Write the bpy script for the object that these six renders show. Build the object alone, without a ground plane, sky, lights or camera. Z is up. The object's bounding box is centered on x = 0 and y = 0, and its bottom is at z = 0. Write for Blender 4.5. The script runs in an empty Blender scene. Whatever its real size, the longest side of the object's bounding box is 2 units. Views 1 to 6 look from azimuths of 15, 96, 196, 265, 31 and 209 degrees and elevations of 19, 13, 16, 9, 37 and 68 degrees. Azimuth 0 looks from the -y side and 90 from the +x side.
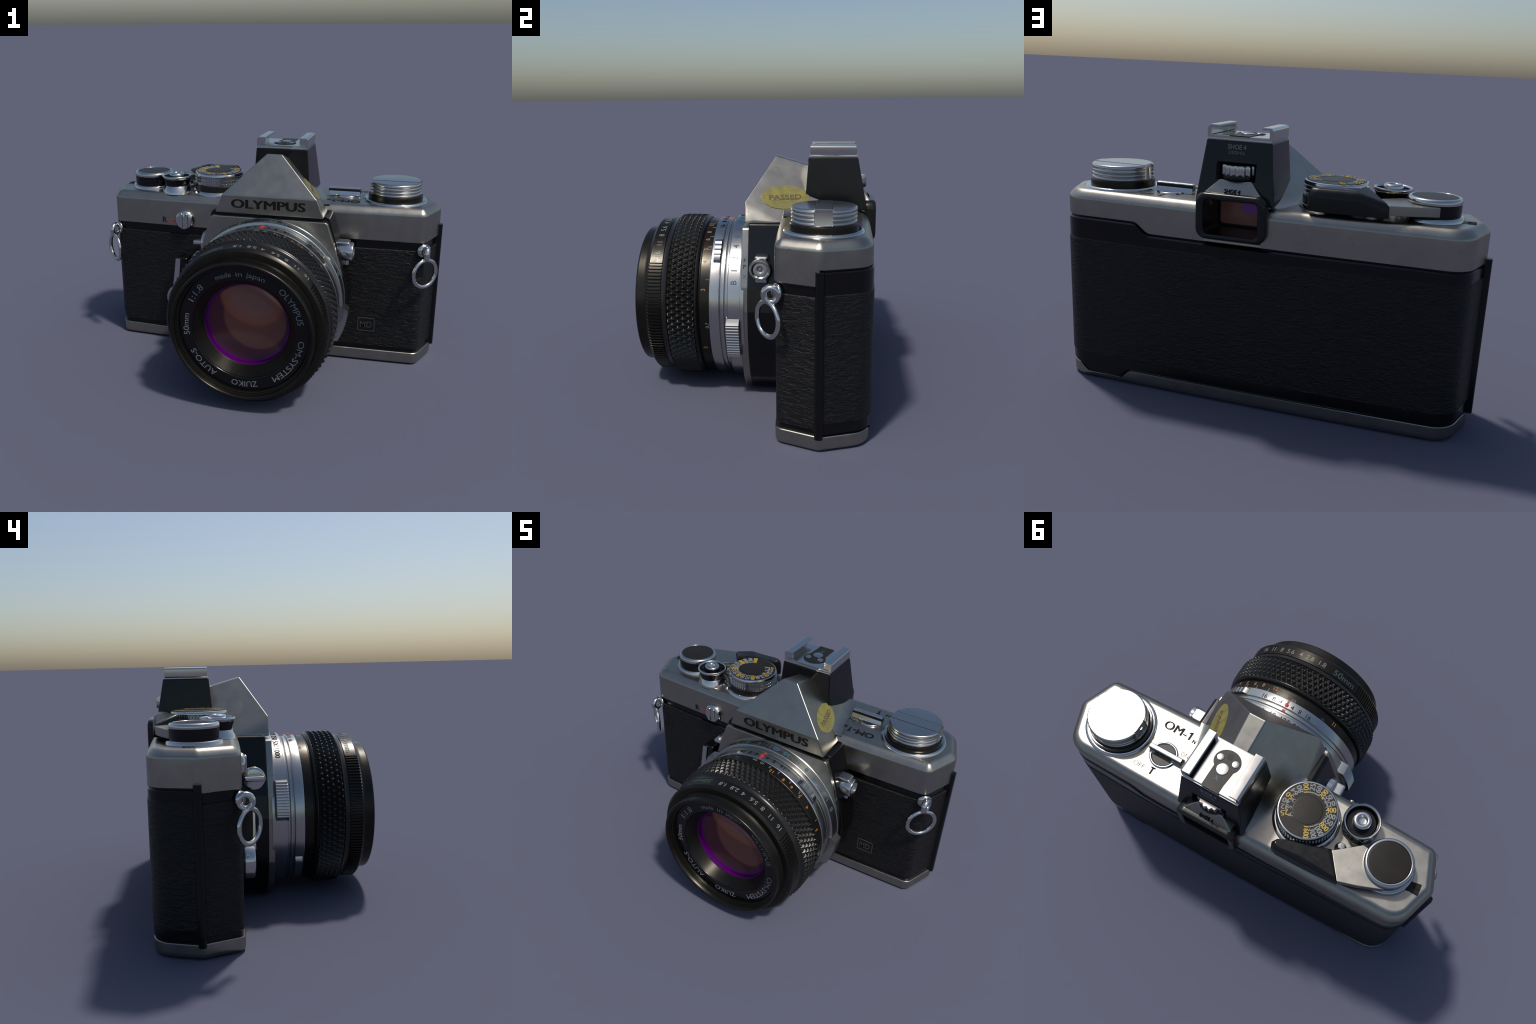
# A classic 35 mm film camera with a 50 mm lens, built part by part.
# Frame: metres, z up, camera front faces -y, longest side 2.00 m along x.
import bpy, bmesh, math, random
from math import sin, cos, pi, radians, hypot, atan2
from mathutils import Vector, Matrix

random.seed(7)
COL = bpy.context.scene.collection

# ------------------------------------------------------------------ materials
def material(name, color, metallic=0.0, rough=0.4, rough_var=0.0, noise_scale=40.0,
             color2=None, mix_scale=6.0, bump=0.0, bump_scale=200.0, coat=0.0,
             scratches=0.0, dirt=None, spec=0.5):
    m = bpy.data.materials.new(name)
    m.use_nodes = True
    nt = m.node_tree
    N, L = nt.nodes, nt.links
    p = N["Principled BSDF"]
    p.inputs["Base Color"].default_value = (*color, 1)
    p.inputs["Metallic"].default_value = metallic
    p.inputs["Roughness"].default_value = rough
    p.inputs["Specular IOR Level"].default_value = spec
    if coat:
        p.inputs["Coat Weight"].default_value = coat
        p.inputs["Coat Roughness"].default_value = 0.1
    tc = N.new("ShaderNodeTexCoord")
    col_out = None
    if color2:
        n = N.new("ShaderNodeTexNoise"); n.inputs["Scale"].default_value = mix_scale
        n.inputs["Detail"].default_value = 5
        L.new(tc.outputs["Object"], n.inputs["Vector"])
        r = N.new("ShaderNodeValToRGB")
        r.color_ramp.elements[0].position = 0.35; r.color_ramp.elements[0].color = (*color, 1)
        r.color_ramp.elements[1].position = 0.7; r.color_ramp.elements[1].color = (*color2, 1)
        L.new(n.outputs["Fac"], r.inputs["Fac"])
        col_out = r.outputs["Color"]
    rough_out = None
    if rough_var:
        n = N.new("ShaderNodeTexNoise"); n.inputs["Scale"].default_value = noise_scale
        n.inputs["Detail"].default_value = 6
        L.new(tc.outputs["Object"], n.inputs["Vector"])
        mr = N.new("ShaderNodeMapRange")
        mr.inputs["From Min"].default_value = 0.3; mr.inputs["From Max"].default_value = 0.7
        mr.inputs["To Min"].default_value = max(0.02, rough - rough_var)
        mr.inputs["To Max"].default_value = rough + rough_var
        L.new(n.outputs["Fac"], mr.inputs["Value"])
        L.new(mr.outputs["Result"], p.inputs["Roughness"])
    if scratches:
        # hair-thin dark scratches: edges of a large stretched voronoi, broken up by noise
        dn = N.new("ShaderNodeTexNoise"); dn.inputs["Scale"].default_value = 9
        L.new(tc.outputs["Object"], dn.inputs["Vector"])
        add = N.new("ShaderNodeMixRGB"); add.blend_type = 'ADD'; add.inputs["Fac"].default_value = 0.12
        L.new(tc.outputs["Object"], add.inputs["Color1"]); L.new(dn.outputs["Color"], add.inputs["Color2"])
        v = N.new("ShaderNodeTexVoronoi"); v.feature = 'DISTANCE_TO_EDGE'; v.inputs["Scale"].default_value = 13
        L.new(add.outputs["Color"], v.inputs["Vector"])
        lt = N.new("ShaderNodeMath"); lt.operation = 'LESS_THAN'; lt.inputs[1].default_value = 0.0045
        L.new(v.outputs["Distance"], lt.inputs[0])
        bn = N.new("ShaderNodeTexNoise"); bn.inputs["Scale"].default_value = 14; bn.inputs["Detail"].default_value = 1
        L.new(tc.outputs["Object"], bn.inputs["Vector"])
        gt = N.new("ShaderNodeMath"); gt.operation = 'GREATER_THAN'; gt.inputs[1].default_value = 0.60
        L.new(bn.outputs["Fac"], gt.inputs[0])
        mu = N.new("ShaderNodeMath"); mu.operation = 'MULTIPLY'
        L.new(lt.outputs[0], mu.inputs[0]); L.new(gt.outputs[0], mu.inputs[1])
        sc = N.new("ShaderNodeMath"); sc.operation = 'MULTIPLY'; sc.inputs[1].default_value = scratches
        L.new(mu.outputs[0], sc.inputs[0])
        mx = N.new("ShaderNodeMixRGB"); mx.inputs["Color1"].default_value = (*color, 1)
        if col_out: L.new(col_out, mx.inputs["Color1"])
        mx.inputs["Color2"].default_value = (0.05, 0.045, 0.04, 1)
        L.new(sc.outputs[0], mx.inputs["Fac"])
        col_out = mx.outputs["Color"]
    if col_out:
        L.new(col_out, p.inputs["Base Color"])
    if bump:
        n = N.new("ShaderNodeTexNoise"); n.inputs["Scale"].default_value = bump_scale
        n.inputs["Detail"].default_value = 3
        L.new(tc.outputs["Object"], n.inputs["Vector"])
        b = N.new("ShaderNodeBump"); b.inputs["Strength"].default_value = bump
        b.inputs["Distance"].default_value = 0.004
        L.new(n.outputs["Fac"], b.inputs["Height"])
        L.new(b.outputs["Normal"], p.inputs["Normal"])
    return m

def leather_material():
    """black leatherette: horizontal wavy wrinkles plus fine grain"""
    m = material("black_leatherette", (0.005, 0.005, 0.005), rough=0.46, spec=0.33)
    nt = m.node_tree; N, L = nt.nodes, nt.links
    p = N["Principled BSDF"]
    tc = N.new("ShaderNodeTexCoord")
    mp = N.new("ShaderNodeMapping"); mp.inputs["Scale"].default_value = (15, 15, 44)
    L.new(tc.outputs["Object"], mp.inputs["Vector"])
    n1 = N.new("ShaderNodeTexNoise"); n1.inputs["Scale"].default_value = 1.6
    n1.inputs["Detail"].default_value = 6; n1.inputs["Distortion"].default_value = 1.1
    L.new(mp.outputs["Vector"], n1.inputs["Vector"])
    n2 = N.new("ShaderNodeTexNoise"); n2.inputs["Scale"].default_value = 170; n2.inputs["Detail"].default_value = 2
    L.new(tc.outputs["Object"], n2.inputs["Vector"])
    ad = N.new("ShaderNodeMath"); ad.operation = 'MULTIPLY_ADD'; ad.inputs[1].default_value = 0.25
    L.new(n2.outputs["Fac"], ad.inputs[0]); L.new(n1.outputs["Fac"], ad.inputs[2])
    b = N.new("ShaderNodeBump"); b.inputs["Strength"].default_value = 1.0; b.inputs["Distance"].default_value = 0.0075
    L.new(ad.outputs[0], b.inputs["Height"]); L.new(b.outputs["Normal"], p.inputs["Normal"])
    r = N.new("ShaderNodeValToRGB")
    r.color_ramp.elements[0].position = 0.35; r.color_ramp.elements[0].color = (0.0022, 0.0022, 0.0024, 1)
    r.color_ramp.elements[1].position = 0.75; r.color_ramp.elements[1].color = (0.0092, 0.0088, 0.0083, 1)
    L.new(ad.outputs[0], r.inputs["Fac"]); L.new(r.outputs["Color"], p.inputs["Base Color"])
    return m

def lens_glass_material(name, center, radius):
    """coated optics: maroon-brown with a violet rim; paler discs put sky reflection and inner refraction into the colour"""
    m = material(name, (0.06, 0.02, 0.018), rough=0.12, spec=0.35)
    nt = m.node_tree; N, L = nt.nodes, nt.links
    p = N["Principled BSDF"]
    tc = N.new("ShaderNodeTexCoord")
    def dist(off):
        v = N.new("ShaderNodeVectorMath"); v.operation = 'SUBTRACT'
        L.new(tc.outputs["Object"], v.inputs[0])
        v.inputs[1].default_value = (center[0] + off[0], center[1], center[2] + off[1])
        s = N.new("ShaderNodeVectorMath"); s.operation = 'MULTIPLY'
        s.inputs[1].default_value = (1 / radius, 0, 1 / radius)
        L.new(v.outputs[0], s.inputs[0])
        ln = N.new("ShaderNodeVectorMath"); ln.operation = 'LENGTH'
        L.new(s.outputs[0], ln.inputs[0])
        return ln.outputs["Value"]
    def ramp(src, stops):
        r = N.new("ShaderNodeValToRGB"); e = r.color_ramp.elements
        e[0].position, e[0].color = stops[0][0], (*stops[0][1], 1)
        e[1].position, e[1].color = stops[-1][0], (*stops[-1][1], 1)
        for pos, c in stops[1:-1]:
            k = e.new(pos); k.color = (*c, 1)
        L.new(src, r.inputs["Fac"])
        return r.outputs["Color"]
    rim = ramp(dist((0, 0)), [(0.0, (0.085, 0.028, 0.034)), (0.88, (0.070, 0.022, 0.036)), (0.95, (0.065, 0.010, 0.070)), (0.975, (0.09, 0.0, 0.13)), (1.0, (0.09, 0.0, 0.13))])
    disc = ramp(dist((0.030, 0.012)), [(0.0, (1, 1, 1)), (0.74, (1, 1, 1)), (0.80, (0, 0, 0)), (1.0, (0, 0, 0))])  # paler disc painted for the refraction of an inner element
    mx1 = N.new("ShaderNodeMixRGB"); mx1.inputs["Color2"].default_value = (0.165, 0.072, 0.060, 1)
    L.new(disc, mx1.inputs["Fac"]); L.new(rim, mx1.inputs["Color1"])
    sky_refl_f = ramp(dist((0.018, 0.118)), [(0.0, (0.9, 0.9, 0.9)), (0.70, (0.9, 0.9, 0.9)), (0.78, (0, 0, 0)), (1.0, (0, 0, 0))])  # upper disc paints the sky's reflection into the base colour
    sky_refl_c = ramp(dist((0.018, 0.118)), [(0.0, (0.27, 0.150, 0.130)), (0.45, (0.27, 0.140, 0.118)), (0.74, (0.30, 0.105, 0.062)), (1.0, (0.30, 0.105, 0.062))])
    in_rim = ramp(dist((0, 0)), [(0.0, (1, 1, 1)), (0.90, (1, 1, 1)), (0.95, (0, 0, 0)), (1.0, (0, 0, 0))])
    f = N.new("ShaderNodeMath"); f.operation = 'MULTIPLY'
    L.new(sky_refl_f, f.inputs[0]); L.new(in_rim, f.inputs[1])
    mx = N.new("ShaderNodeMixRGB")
    L.new(f.outputs[0], mx.inputs["Fac"]); L.new(mx1.outputs["Color"], mx.inputs["Color1"]); L.new(sky_refl_c, mx.inputs["Color2"])
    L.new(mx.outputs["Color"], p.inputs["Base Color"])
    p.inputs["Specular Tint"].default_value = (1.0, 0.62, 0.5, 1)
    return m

M = {}
M["satin"] = material("satin_chrome", (0.370, 0.352, 0.308), metallic=1, rough=0.33, rough_var=0.035, noise_scale=16, color2=(0.340, 0.324, 0.282), mix_scale=17, scratches=0.5)
M["chrome"] = material("polished_chrome", (0.60, 0.595, 0.57), metallic=1, rough=0.15, rough_var=0.03, noise_scale=12)
M["alu"] = material("lens_satin_metal", (0.50, 0.495, 0.47), metallic=1, rough=0.24, rough_var=0.02, noise_scale=9, scratches=0.35)
M["black"] = material("black_enamel", (0.0030, 0.0030, 0.0032), rough=0.2, rough_var=0.04, noise_scale=15, spec=0.38)
M["plastic"] = material("black_plastic", (0.005, 0.005, 0.005), rough=0.34, rough_var=0.05, spec=0.4,
                        color2=(0.008, 0.0075, 0.0065), mix_scale=12)
M["anod"] = material("black_anodised_metal", (0.028, 0.026, 0.022), rough=0.3, rough_var=0.03, metallic=0.85, spec=0.5,
                     color2=(0.036, 0.032, 0.026), mix_scale=14)
M["rubber"] = material("knurled_rubber", (0.019, 0.0182, 0.0165), rough=0.27, metallic=0.45, spec=0.55)
M["dark"] = material("dark_cavity", (0.004, 0.004, 0.004), rough=0.6)
M["leather"] = leather_material()
M["capskin"] = material("knob_inlay", (0.0105, 0.0092, 0.0066), rough=0.4, color2=(0.016, 0.0120, 0.0080), mix_scale=18, spec=0.22)
M["grey"] = material("silver_grey_paint", (0.33, 0.34, 0.34), metallic=0.5, rough=0.4)
M["ink_black"] = material("engraved_black_paint", (0.007, 0.006, 0.005), rough=0.6, spec=0.2)
M["ink_white"] = material("white_marking_paint", (0.19, 0.185, 0.165), rough=0.4)
M["ink_dark"] = material("dark_grey_marking_paint", (0.055, 0.055, 0.055), rough=0.4)
M["ink_dim"] = material("pale_grey_marking_paint", (0.20, 0.21, 0.21), rough=0.5)
M["ink_yellow"] = material("yellow_marking_paint", (0.40, 0.27, 0.035), rough=0.5)
M["ink_orange"] = material("orange_marking_paint", (0.48, 0.17, 0.02), rough=0.5)
M["ink_red"] = material("red_marking_paint", (0.42, 0.03, 0.02), rough=0.45)
M["ink_blue"] = material("blue_marking_paint", (0.035, 0.10, 0.14), rough=0.5)
M["ink_green"] = material("green_marking_paint", (0.045, 0.065, 0.05), rough=0.5)
M["sticker"] = material("yellow_sticker_paper", (0.33, 0.285, 0.075), rough=0.32, metallic=0.35, color2=(0.22, 0.20, 0.075), mix_scale=26)
M["sticker_ink"] = material("sticker_brown_ink", (0.10, 0.065, 0.02), rough=0.6)
M["sticker_faint"] = material("sticker_faint_ink", (0.21, 0.19, 0.06), rough=0.5)
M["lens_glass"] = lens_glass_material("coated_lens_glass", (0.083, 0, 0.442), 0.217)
M["violet"] = material("violet_coating", (0.085, 0.0, 0.12), rough=0.3, spec=0.4)
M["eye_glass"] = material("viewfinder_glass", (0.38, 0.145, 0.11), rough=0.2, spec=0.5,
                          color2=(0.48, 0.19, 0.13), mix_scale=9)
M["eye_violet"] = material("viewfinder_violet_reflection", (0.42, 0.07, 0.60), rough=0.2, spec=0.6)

# ------------------------------------------------------------------ mesh helpers
def new_obj(name, mesh, mat, parent, smooth=35):
    ob = bpy.data.objects.new(name, mesh)
    COL.objects.link(ob)
    if mat is not None and not mesh.materials:
        mesh.materials.append(M[mat])
    if parent is not None:
        ob.parent = parent
    if smooth:
        mesh.shade_smooth()
        mesh.set_sharp_from_angle(angle=radians(smooth))
    else:
        mesh.shade_flat()
    return ob

def weight_normals(ob):
    """flat faces keep flat shading next to their rounded edges"""
    w = ob.modifiers.new("weighted_normals", 'WEIGHTED_NORMAL')
    w.mode = 'FACE_AREA'; w.weight = 80; w.keep_sharp = True

def from_bm(name, bm, mat, parent, smooth=35):
    bmesh.ops.recalc_face_normals(bm, faces=bm.faces)
    me = bpy.data.meshes.new(name)
    bm.to_mesh(me); bm.free()
    ob = new_obj(name, me, mat, parent, smooth)
    weight_normals(ob)
    return ob

def bevel_bm(bm, width, segs=3, min_angle=20):
    bm.normal_update()
    ed = [e for e in bm.edges if len(e.link_faces) == 2 and e.calc_face_angle(0) > radians(min_angle)]
    if ed and width > 0:
        bmesh.ops.bevel(bm, geom=ed, offset=width, segments=segs, profile=0.5, affect='EDGES', clamp_overlap=True)

def hull(name, pts, mat, parent, bevel=0.0, segs=3, smooth=40):
    bm = bmesh.new()
    for p in pts: bm.verts.new(p)
    r = bmesh.ops.convex_hull(bm, input=bm.verts)
    bmesh.ops.delete(bm, geom=[v for v in bm.verts if not v.link_faces], context='VERTS')
    bmesh.ops.dissolve_limit(bm, angle_limit=radians(2), verts=bm.verts, edges=bm.edges)
    bmesh.ops.recalc_face_normals(bm, faces=bm.faces)
    bevel_bm(bm, bevel, segs)
    return from_bm(name, bm, mat, parent, smooth)

def box_pts(c, s):
    return [(c[0] + i * s[0] / 2, c[1] + j * s[1] / 2, c[2] + k * s[2] / 2)
            for i in (-1, 1) for j in (-1, 1) for k in (-1, 1)]

def box(name, c, s, mat, parent, bevel=0.004, segs=2):
    return hull(name, box_pts(c, s), mat, parent, bevel, segs)

AX = {'z': lambda r, a, h, c: (c[0] + r * cos(a), c[1] + r * sin(a), c[2] + h),
      'y': lambda r, a, h, c: (c[0] + r * cos(a), c[1] + h, c[2] + r * sin(a)),
      'x': lambda r, a, h, c: (c[0] + h, c[1] + r * cos(a), c[2] + r * sin(a))}

def lathe(name, prof, c, axis, mat, parent, segs=96, smooth=52, rmod=None):
    """turned part: prof is [(radius, height)] along the axis; rmod(angle, i) may modulate the radius"""
    bm = bmesh.new()
    rings = []
    for i, (r, h) in enumerate(prof):
        if r < 1e-6:
            rings.append([bm.verts.new(AX[axis](0, 0, h, c))])
        else:
            rings.append([bm.verts.new(AX[axis](r + (rmod(2 * pi * k / segs, i) if rmod else 0), 2 * pi * k / segs, h, c))
                          for k in range(segs)])
    for a, b in zip(rings, rings[1:]):
        for k in range(segs):
            k2 = (k + 1) % segs
            if len(a) == 1 and len(b) == 1: continue
            if len(a) == 1: bm.faces.new((a[0], b[k], b[k2]))
            elif len(b) == 1: bm.faces.new((a[k], b[0], a[k2]))
            else: bm.faces.new((a[k], b[k], b[k2], a[k2]))
    a, b = rings[-1], rings[0]
    if len(a) > 1 and len(b) > 1:           # ring-shaped section: close the loop
        for k in range(segs): bm.faces.new((a[k], b[k], b[(k + 1) % segs], a[(k + 1) % segs]))
    bmesh.ops.remove_doubles(bm, verts=bm.verts, dist=1e-6)
    return from_bm(name, bm, mat, parent, smooth)

def extrude_poly(name, poly, to3d, d0, d1, mat, parent, bevel=0.0, segs=2, smooth=40):
    """2D polygon swept between depths d0 and d1; to3d(u, v, d) places it"""
    bm = bmesh.new()
    A = [bm.verts.new(to3d(u, v, d0)) for u, v in poly]
    B = [bm.verts.new(to3d(u, v, d1)) for u, v in poly]
    bm.faces.new(A); bm.faces.new(B[::-1])
    n = len(poly)
    for i in range(n):
        bm.faces.new((A[i], B[i], B[(i + 1) % n], A[(i + 1) % n]))
    bmesh.ops.recalc_face_normals(bm, faces=bm.faces)
    bevel_bm(bm, bevel, segs, 30)
    return from_bm(name, bm, mat, parent, smooth)

def rounded_poly(pts, radii, seg=8):
    out = []
    n = len(pts)
    for i, p in enumerate(pts):
        r = radii[i] if isinstance(radii, (list, tuple)) else radii
        P = Vector(p); A = (Vector(pts[i - 1]) - P).normalized(); B = (Vector(pts[(i + 1) % n]) - P).normalized()
        if r <= 0:
            out.append(tuple(P)); continue
        half = A.angle(B) / 2
        t = r / math.tan(half)
        C = P + (A + B).normalized() * (r / sin(half))
        s, e = P + A * t - C, P + B * t - C
        a0 = atan2(s.y, s.x); a1 = atan2(e.y, e.x)
        d = (a1 - a0 + pi) % (2 * pi) - pi
        for k in range(seg + 1):
            a = a0 + d * k / seg
            out.append((C.x + r * cos(a), C.y + r * sin(a)))
    return out

def resample(poly, step):
    out = []
    n = len(poly)
    for i in range(n):
        a, b = Vector(poly[i]), Vector(poly[(i + 1) % n])
        k = max(1, int((b - a).length / step))
        for j in range(k):
            q = a.lerp(b, j / k); out.append((q.x, q.y))
    return out

def torus(name, c, R, r, axis_vec, mat, parent, seg=48, rs=12, squash=1.0):
    bm = bmesh.new()
    ax = Vector(axis_vec).normalized()
    u = ax.cross(Vector((0, 0, 1)))
    if u.length < 1e-3: u = Vector((1, 0, 0))
    u.normalize(); v = ax.cross(u)
    rows = []
    for i in range(seg):
        a = 2 * pi * i / seg
        d = u * cos(a) + v * sin(a)
        rows.append([bm.verts.new(Vector(c) + d * (R + r * cos(b)) + ax * (r * squash * sin(b)))
                     for b in [2 * pi * j / rs for j in range(rs)]])
    for i in range(seg):
        for j in range(rs):
            A, B = rows[i], rows[(i + 1) % seg]
            bm.faces.new((A[j], B[j], B[(j + 1) % rs], A[(j + 1) % rs]))
    return from_bm(name, bm, mat, parent, 60)

def cut(ob, cutter):
    ob.modifiers.clear()
    md = ob.modifiers.new("cut", 'BOOLEAN'); md.object = cutter; md.operation = 'DIFFERENCE'; md.solver = 'EXACT'
    dg = bpy.context.evaluated_depsgraph_get(); dg.update()
    me = bpy.data.meshes.new_from_object(ob.evaluated_get(dg))
    ob.modifiers.clear(); ob.data = me
    me.shade_smooth(); me.set_sharp_from_angle(angle=radians(40))
    bpy.data.objects.remove(cutter)
    weight_normals(ob)

# ------------------------------------------------------------------ lettering
_cache = {}
def glyph_mesh(s, bold):
    key = (s, bold)
    if key not in _cache:
        cu = bpy.data.curves.new("lettering", 'FONT'); cu.body = s; cu.size = 1.0
        cu.resolution_u = 3; cu.offset = bold; cu.extrude = 0.5
        ob = bpy.data.objects.new("lettering_tmp", cu); COL.objects.link(ob)
        dg = bpy.context.evaluated_depsgraph_get(); dg.update()
        me = bpy.data.meshes.new_from_object(ob.evaluated_get(dg))
        vs = [tuple(v.co) for v in me.vertices]; fs = [tuple(p.vertices) for p in me.polygons]
        bpy.data.objects.remove(ob); bpy.data.curves.remove(cu); bpy.data.meshes.remove(me)
        _cache[key] = (vs, fs)
    return _cache[key]
CAP = max(v[1] for v in glyph_mesh("H", 0.0)[0])

def lettering(name, items, mat, parent):
    """items: (string, cap height, width or None, bold, place(u, v, w)) ; u centred on the word, v from baseline, w 0..1 depth"""
    V, F = [], []
    for s, h, width, bold, place in items:
        vs, fs = glyph_mesh(s, bold)
        xs = [v[0] for v in vs]; x0, x1 = min(xs), max(xs)
        k = h / CAP
        kx = (width / (x1 - x0)) if width else k
        b = len(V)
        for x, y, z in vs:
            V.append(place((x - (x0 + x1) / 2) * kx, y * k, z + 0.5))
        F += [tuple(i + b for i in f) for f in fs]
    me = bpy.data.meshes.new(name); me.from_pydata(V, [], F); me.update()
    ob = new_obj(name, me, mat, parent, 30)
    return ob

def flat(o, right, up, t0=-0.002, t1=0.0015):
    o, right, up = Vector(o), Vector(right).normalized(), Vector(up).normalized()
    n = right.cross(up)
    return lambda u, v, w: tuple(o + right * u + up * v + n * (t0 + (t1 - t0) * w))

def heavy(s, h, width, place, t):
    """the same word struck three times, slightly shifted, for a bold cut (each strike on its own level)"""
    return [(s, h, width, 0.0, lambda u, v, w, k=k: place(u + (k - 1) * t, v, w * (1 + 0.12 * k))) for k in range(3)]

LX, LZ = 0.083, 0.442          # lens axis
def on_barrel(r, ang, y, t1=0.0012):
    """text wrapped on the barrel, read from behind and above (up = towards the front)"""
    return lambda u, v, w: (LX + (r - 0.002 + (t1 + 0.002) * w) * cos(radians(ang) + u / r),
                            y - v, LZ + (r - 0.002 + (t1 + 0.002) * w) * sin(radians(ang) + u / r))
def on_face(r, ang, y):
    """text on the name ring, running clockwise seen from the front, tops outward"""
    return lambda u, v, w: (LX + (r + v) * cos(radians(ang) - u / r), y - 0.0012 * w + 0.001, LZ + (r + v) * sin(radians(ang) - u / r))

# ------------------------------------------------------------------ root
ROOT = bpy.data.objects.new("film_camera", None); COL.objects.link(ROOT)
ROOT["label"] = "vintage 35 mm film camera, chrome and black leatherette, large lens"
ROOT["category"] = "camera"

def group(name, parent=ROOT):
    e = bpy.data.objects.new(name, None); COL.objects.link(e); e.parent = parent
    return e

# ------------------------------------------------------------------ body
HEX = [(-0.908, 0.147), (0.908, 0.147), (0.984, 0.338), (0.906, 0.556), (-0.906, 0.556), (-0.977, 0.338)]
PLAN = resample(rounded_poly(HEX, [0.045, 0.045, 0.05, 0.115, 0.115, 0.05], 10), 0.012)
NP = len(PLAN)
def plan_normals():
    out = []
    for i in range(NP):
        a, b = Vector(PLAN[i - 1]), Vector(PLAN[(i + 1) % NP])
        t = (b - a).normalized(); out.append(Vector((-t.y, t.x)))   # inward for CCW
    return out
NRM = plan_normals()
def off(i, d):
    p = Vector(PLAN[i % NP]) + NRM[i % NP] * d
    return p.x, p.y

def sstep(x, a, b):
    t = min(1, max(0, (x - a) / (b - a))); return t * t * (3 - 2 * t)

def is_back(p): return p[1] > 0.338
def cover_bottom(p):
    if not is_back(p): return 0.735
    return 0.755 + 0.048 * sstep(p[0], 0.475, 0.56)
def base_top(p):
    if not is_back(p): return 0.072
    x = p[0]
    low = sstep(x, 0.585, 0.64) * (1 - sstep(x, 0.80, 0.87))
    return 0.068 - 0.04 * low

def loft_rows(name, rows, mat, cap_first=True, cap_last=True, smooth=40):
    bm = bmesh.new()
    R = [[bm.verts.new(q) for q in row] for row in rows]
    n = len(R[0])
    for a, b in zip(R, R[1:]):
        for k in range(n):
            bm.faces.new((a[k], a[(k + 1) % n], b[(k + 1) % n], b[k]))
    if cap_first: bm.faces.new(R[0][::-1])
    if cap_last: bm.faces.new(R[-1])
    return from_bm(name, bm, mat, ROOT, smooth)

def bowed(i, d, bf, bb):
    """front and back faces bow outward, fullest at the middle"""
    x, y = off(i, d)
    if PLAN[i % NP][1] < 0.20: y -= bf * max(0.0, 1 - (x / 0.9) ** 2)
    elif PLAN[i % NP][1] > 0.50: y += bb * max(0.0, 1 - ((x - 0.12) / 0.95) ** 2)
    return x, y
def row(d, z, bf=0.022, bb=0.012):
    return [(*bowed(i, d, bf, bb), z(PLAN[i]) if callable(z) else z) for i in range(NP)]

core = loft_rows("body_shell", [row(0.016, 0.02), row(0.012, 0.03), row(0.012, 0.88), row(0.02, 0.89)], "black")
base = loft_rows("base_plate", [row(0.022, 0.0), row(0.008, 0.004), row(0.001, 0.014), row(0.0, 0.028),
                                row(0.0, lambda p: base_top(p) - 0.003), row(0.003, base_top), row(0.02, base_top)], "satin")
cover = loft_rows("top_cover", [row(0.02, cover_bottom), row(0.003, cover_bottom), row(0.0, lambda p: cover_bottom(p) + 0.004),
                                row(0.0, 0.85), row(0.0, 0.880), row(0.001, 0.887), row(0.005, 0.895), row(0.016, 0.908), row(0.024, 0.915),
                                row(0.031, 0.9195), row(0.039, 0.922), row(0.046, 0.9225)], "satin", smooth=50)

def arc_indices(front):
    idx = [i for i in range(NP) if (PLAN[i][1] < 0.335) == front]
    # rotate so that the run is contiguous
    for k in range(len(idx)):
        if (idx[k] - idx[k - 1]) % NP != 1:
            idx = idx[k:] + idx[:k]; break
    return idx

def band(name, idx, d, z0, z1, mat, thick=0.012, edge=0.003, nz=2, bf=0.027, bb=0.021):
    """panel wrapped round the body, rounded over at its top and bottom edges"""
    bm = bmesh.new()
    f0 = z0 if callable(z0) else (lambda p: z0)
    f1 = z1 if callable(z1) else (lambda p: z1)
    prof = [(d + thick, 0, 0), (d + edge, 0, 0), (d, 0, edge)] + [(d, t / nz, 0) for t in range(1, nz)] + [(d, 1, -edge), (d + edge, 1, 0), (d + thick, 1, 0)]
    rows = []
    for i in idx:
        p = PLAN[i]; a, b = f0(p), f1(p)
        rows.append([bm.verts.new((*bowed(i, dd, bf, bb), a + (b - a) * t + e)) for dd, t, e in prof])
    for A, B in zip(rows, rows[1:]):
        for j in range(len(prof) - 1):
            bm.faces.new((A[j], B[j], B[j + 1], A[j + 1]))
    bm.faces.new(rows[0]); bm.faces.new(rows[-1][::-1])
    return from_bm(name, bm, mat, ROOT, 40)

FRONT, BACK = arc_indices(True), arc_indices(False)
band("front_leatherette", FRONT, 0.004, 0.098, 0.688, "leather")
door = band("back_door", BACK[1:-1], 0.000, lambda p: base_top(p) + 0.006, lambda p: cover_bottom(p) - 0.007, "black", thick=0.05, edge=0.006)
dl = band("back_leatherette", BACK[2:-2], -0.003, 0.128, 0.698, "leather"); dl.parent = door

# lengthwise rods at both ends (door hinge and latch)
for sx, ztop in ((1, 0.80), (-1, 0.775)):
    prof = rounded_poly([(0.950, 0.318), (0.997, 0.322), (0.997, 0.356), (0.950, 0.360)], [0.0, 0.012, 0.012, 0.0], 4)
    extrude_poly("door_hinge", [(sx * x, y) for x, y in prof], lambda u, v, d: (u, v, d), 0.062, ztop, "black", ROOT, 0.003)
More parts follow.
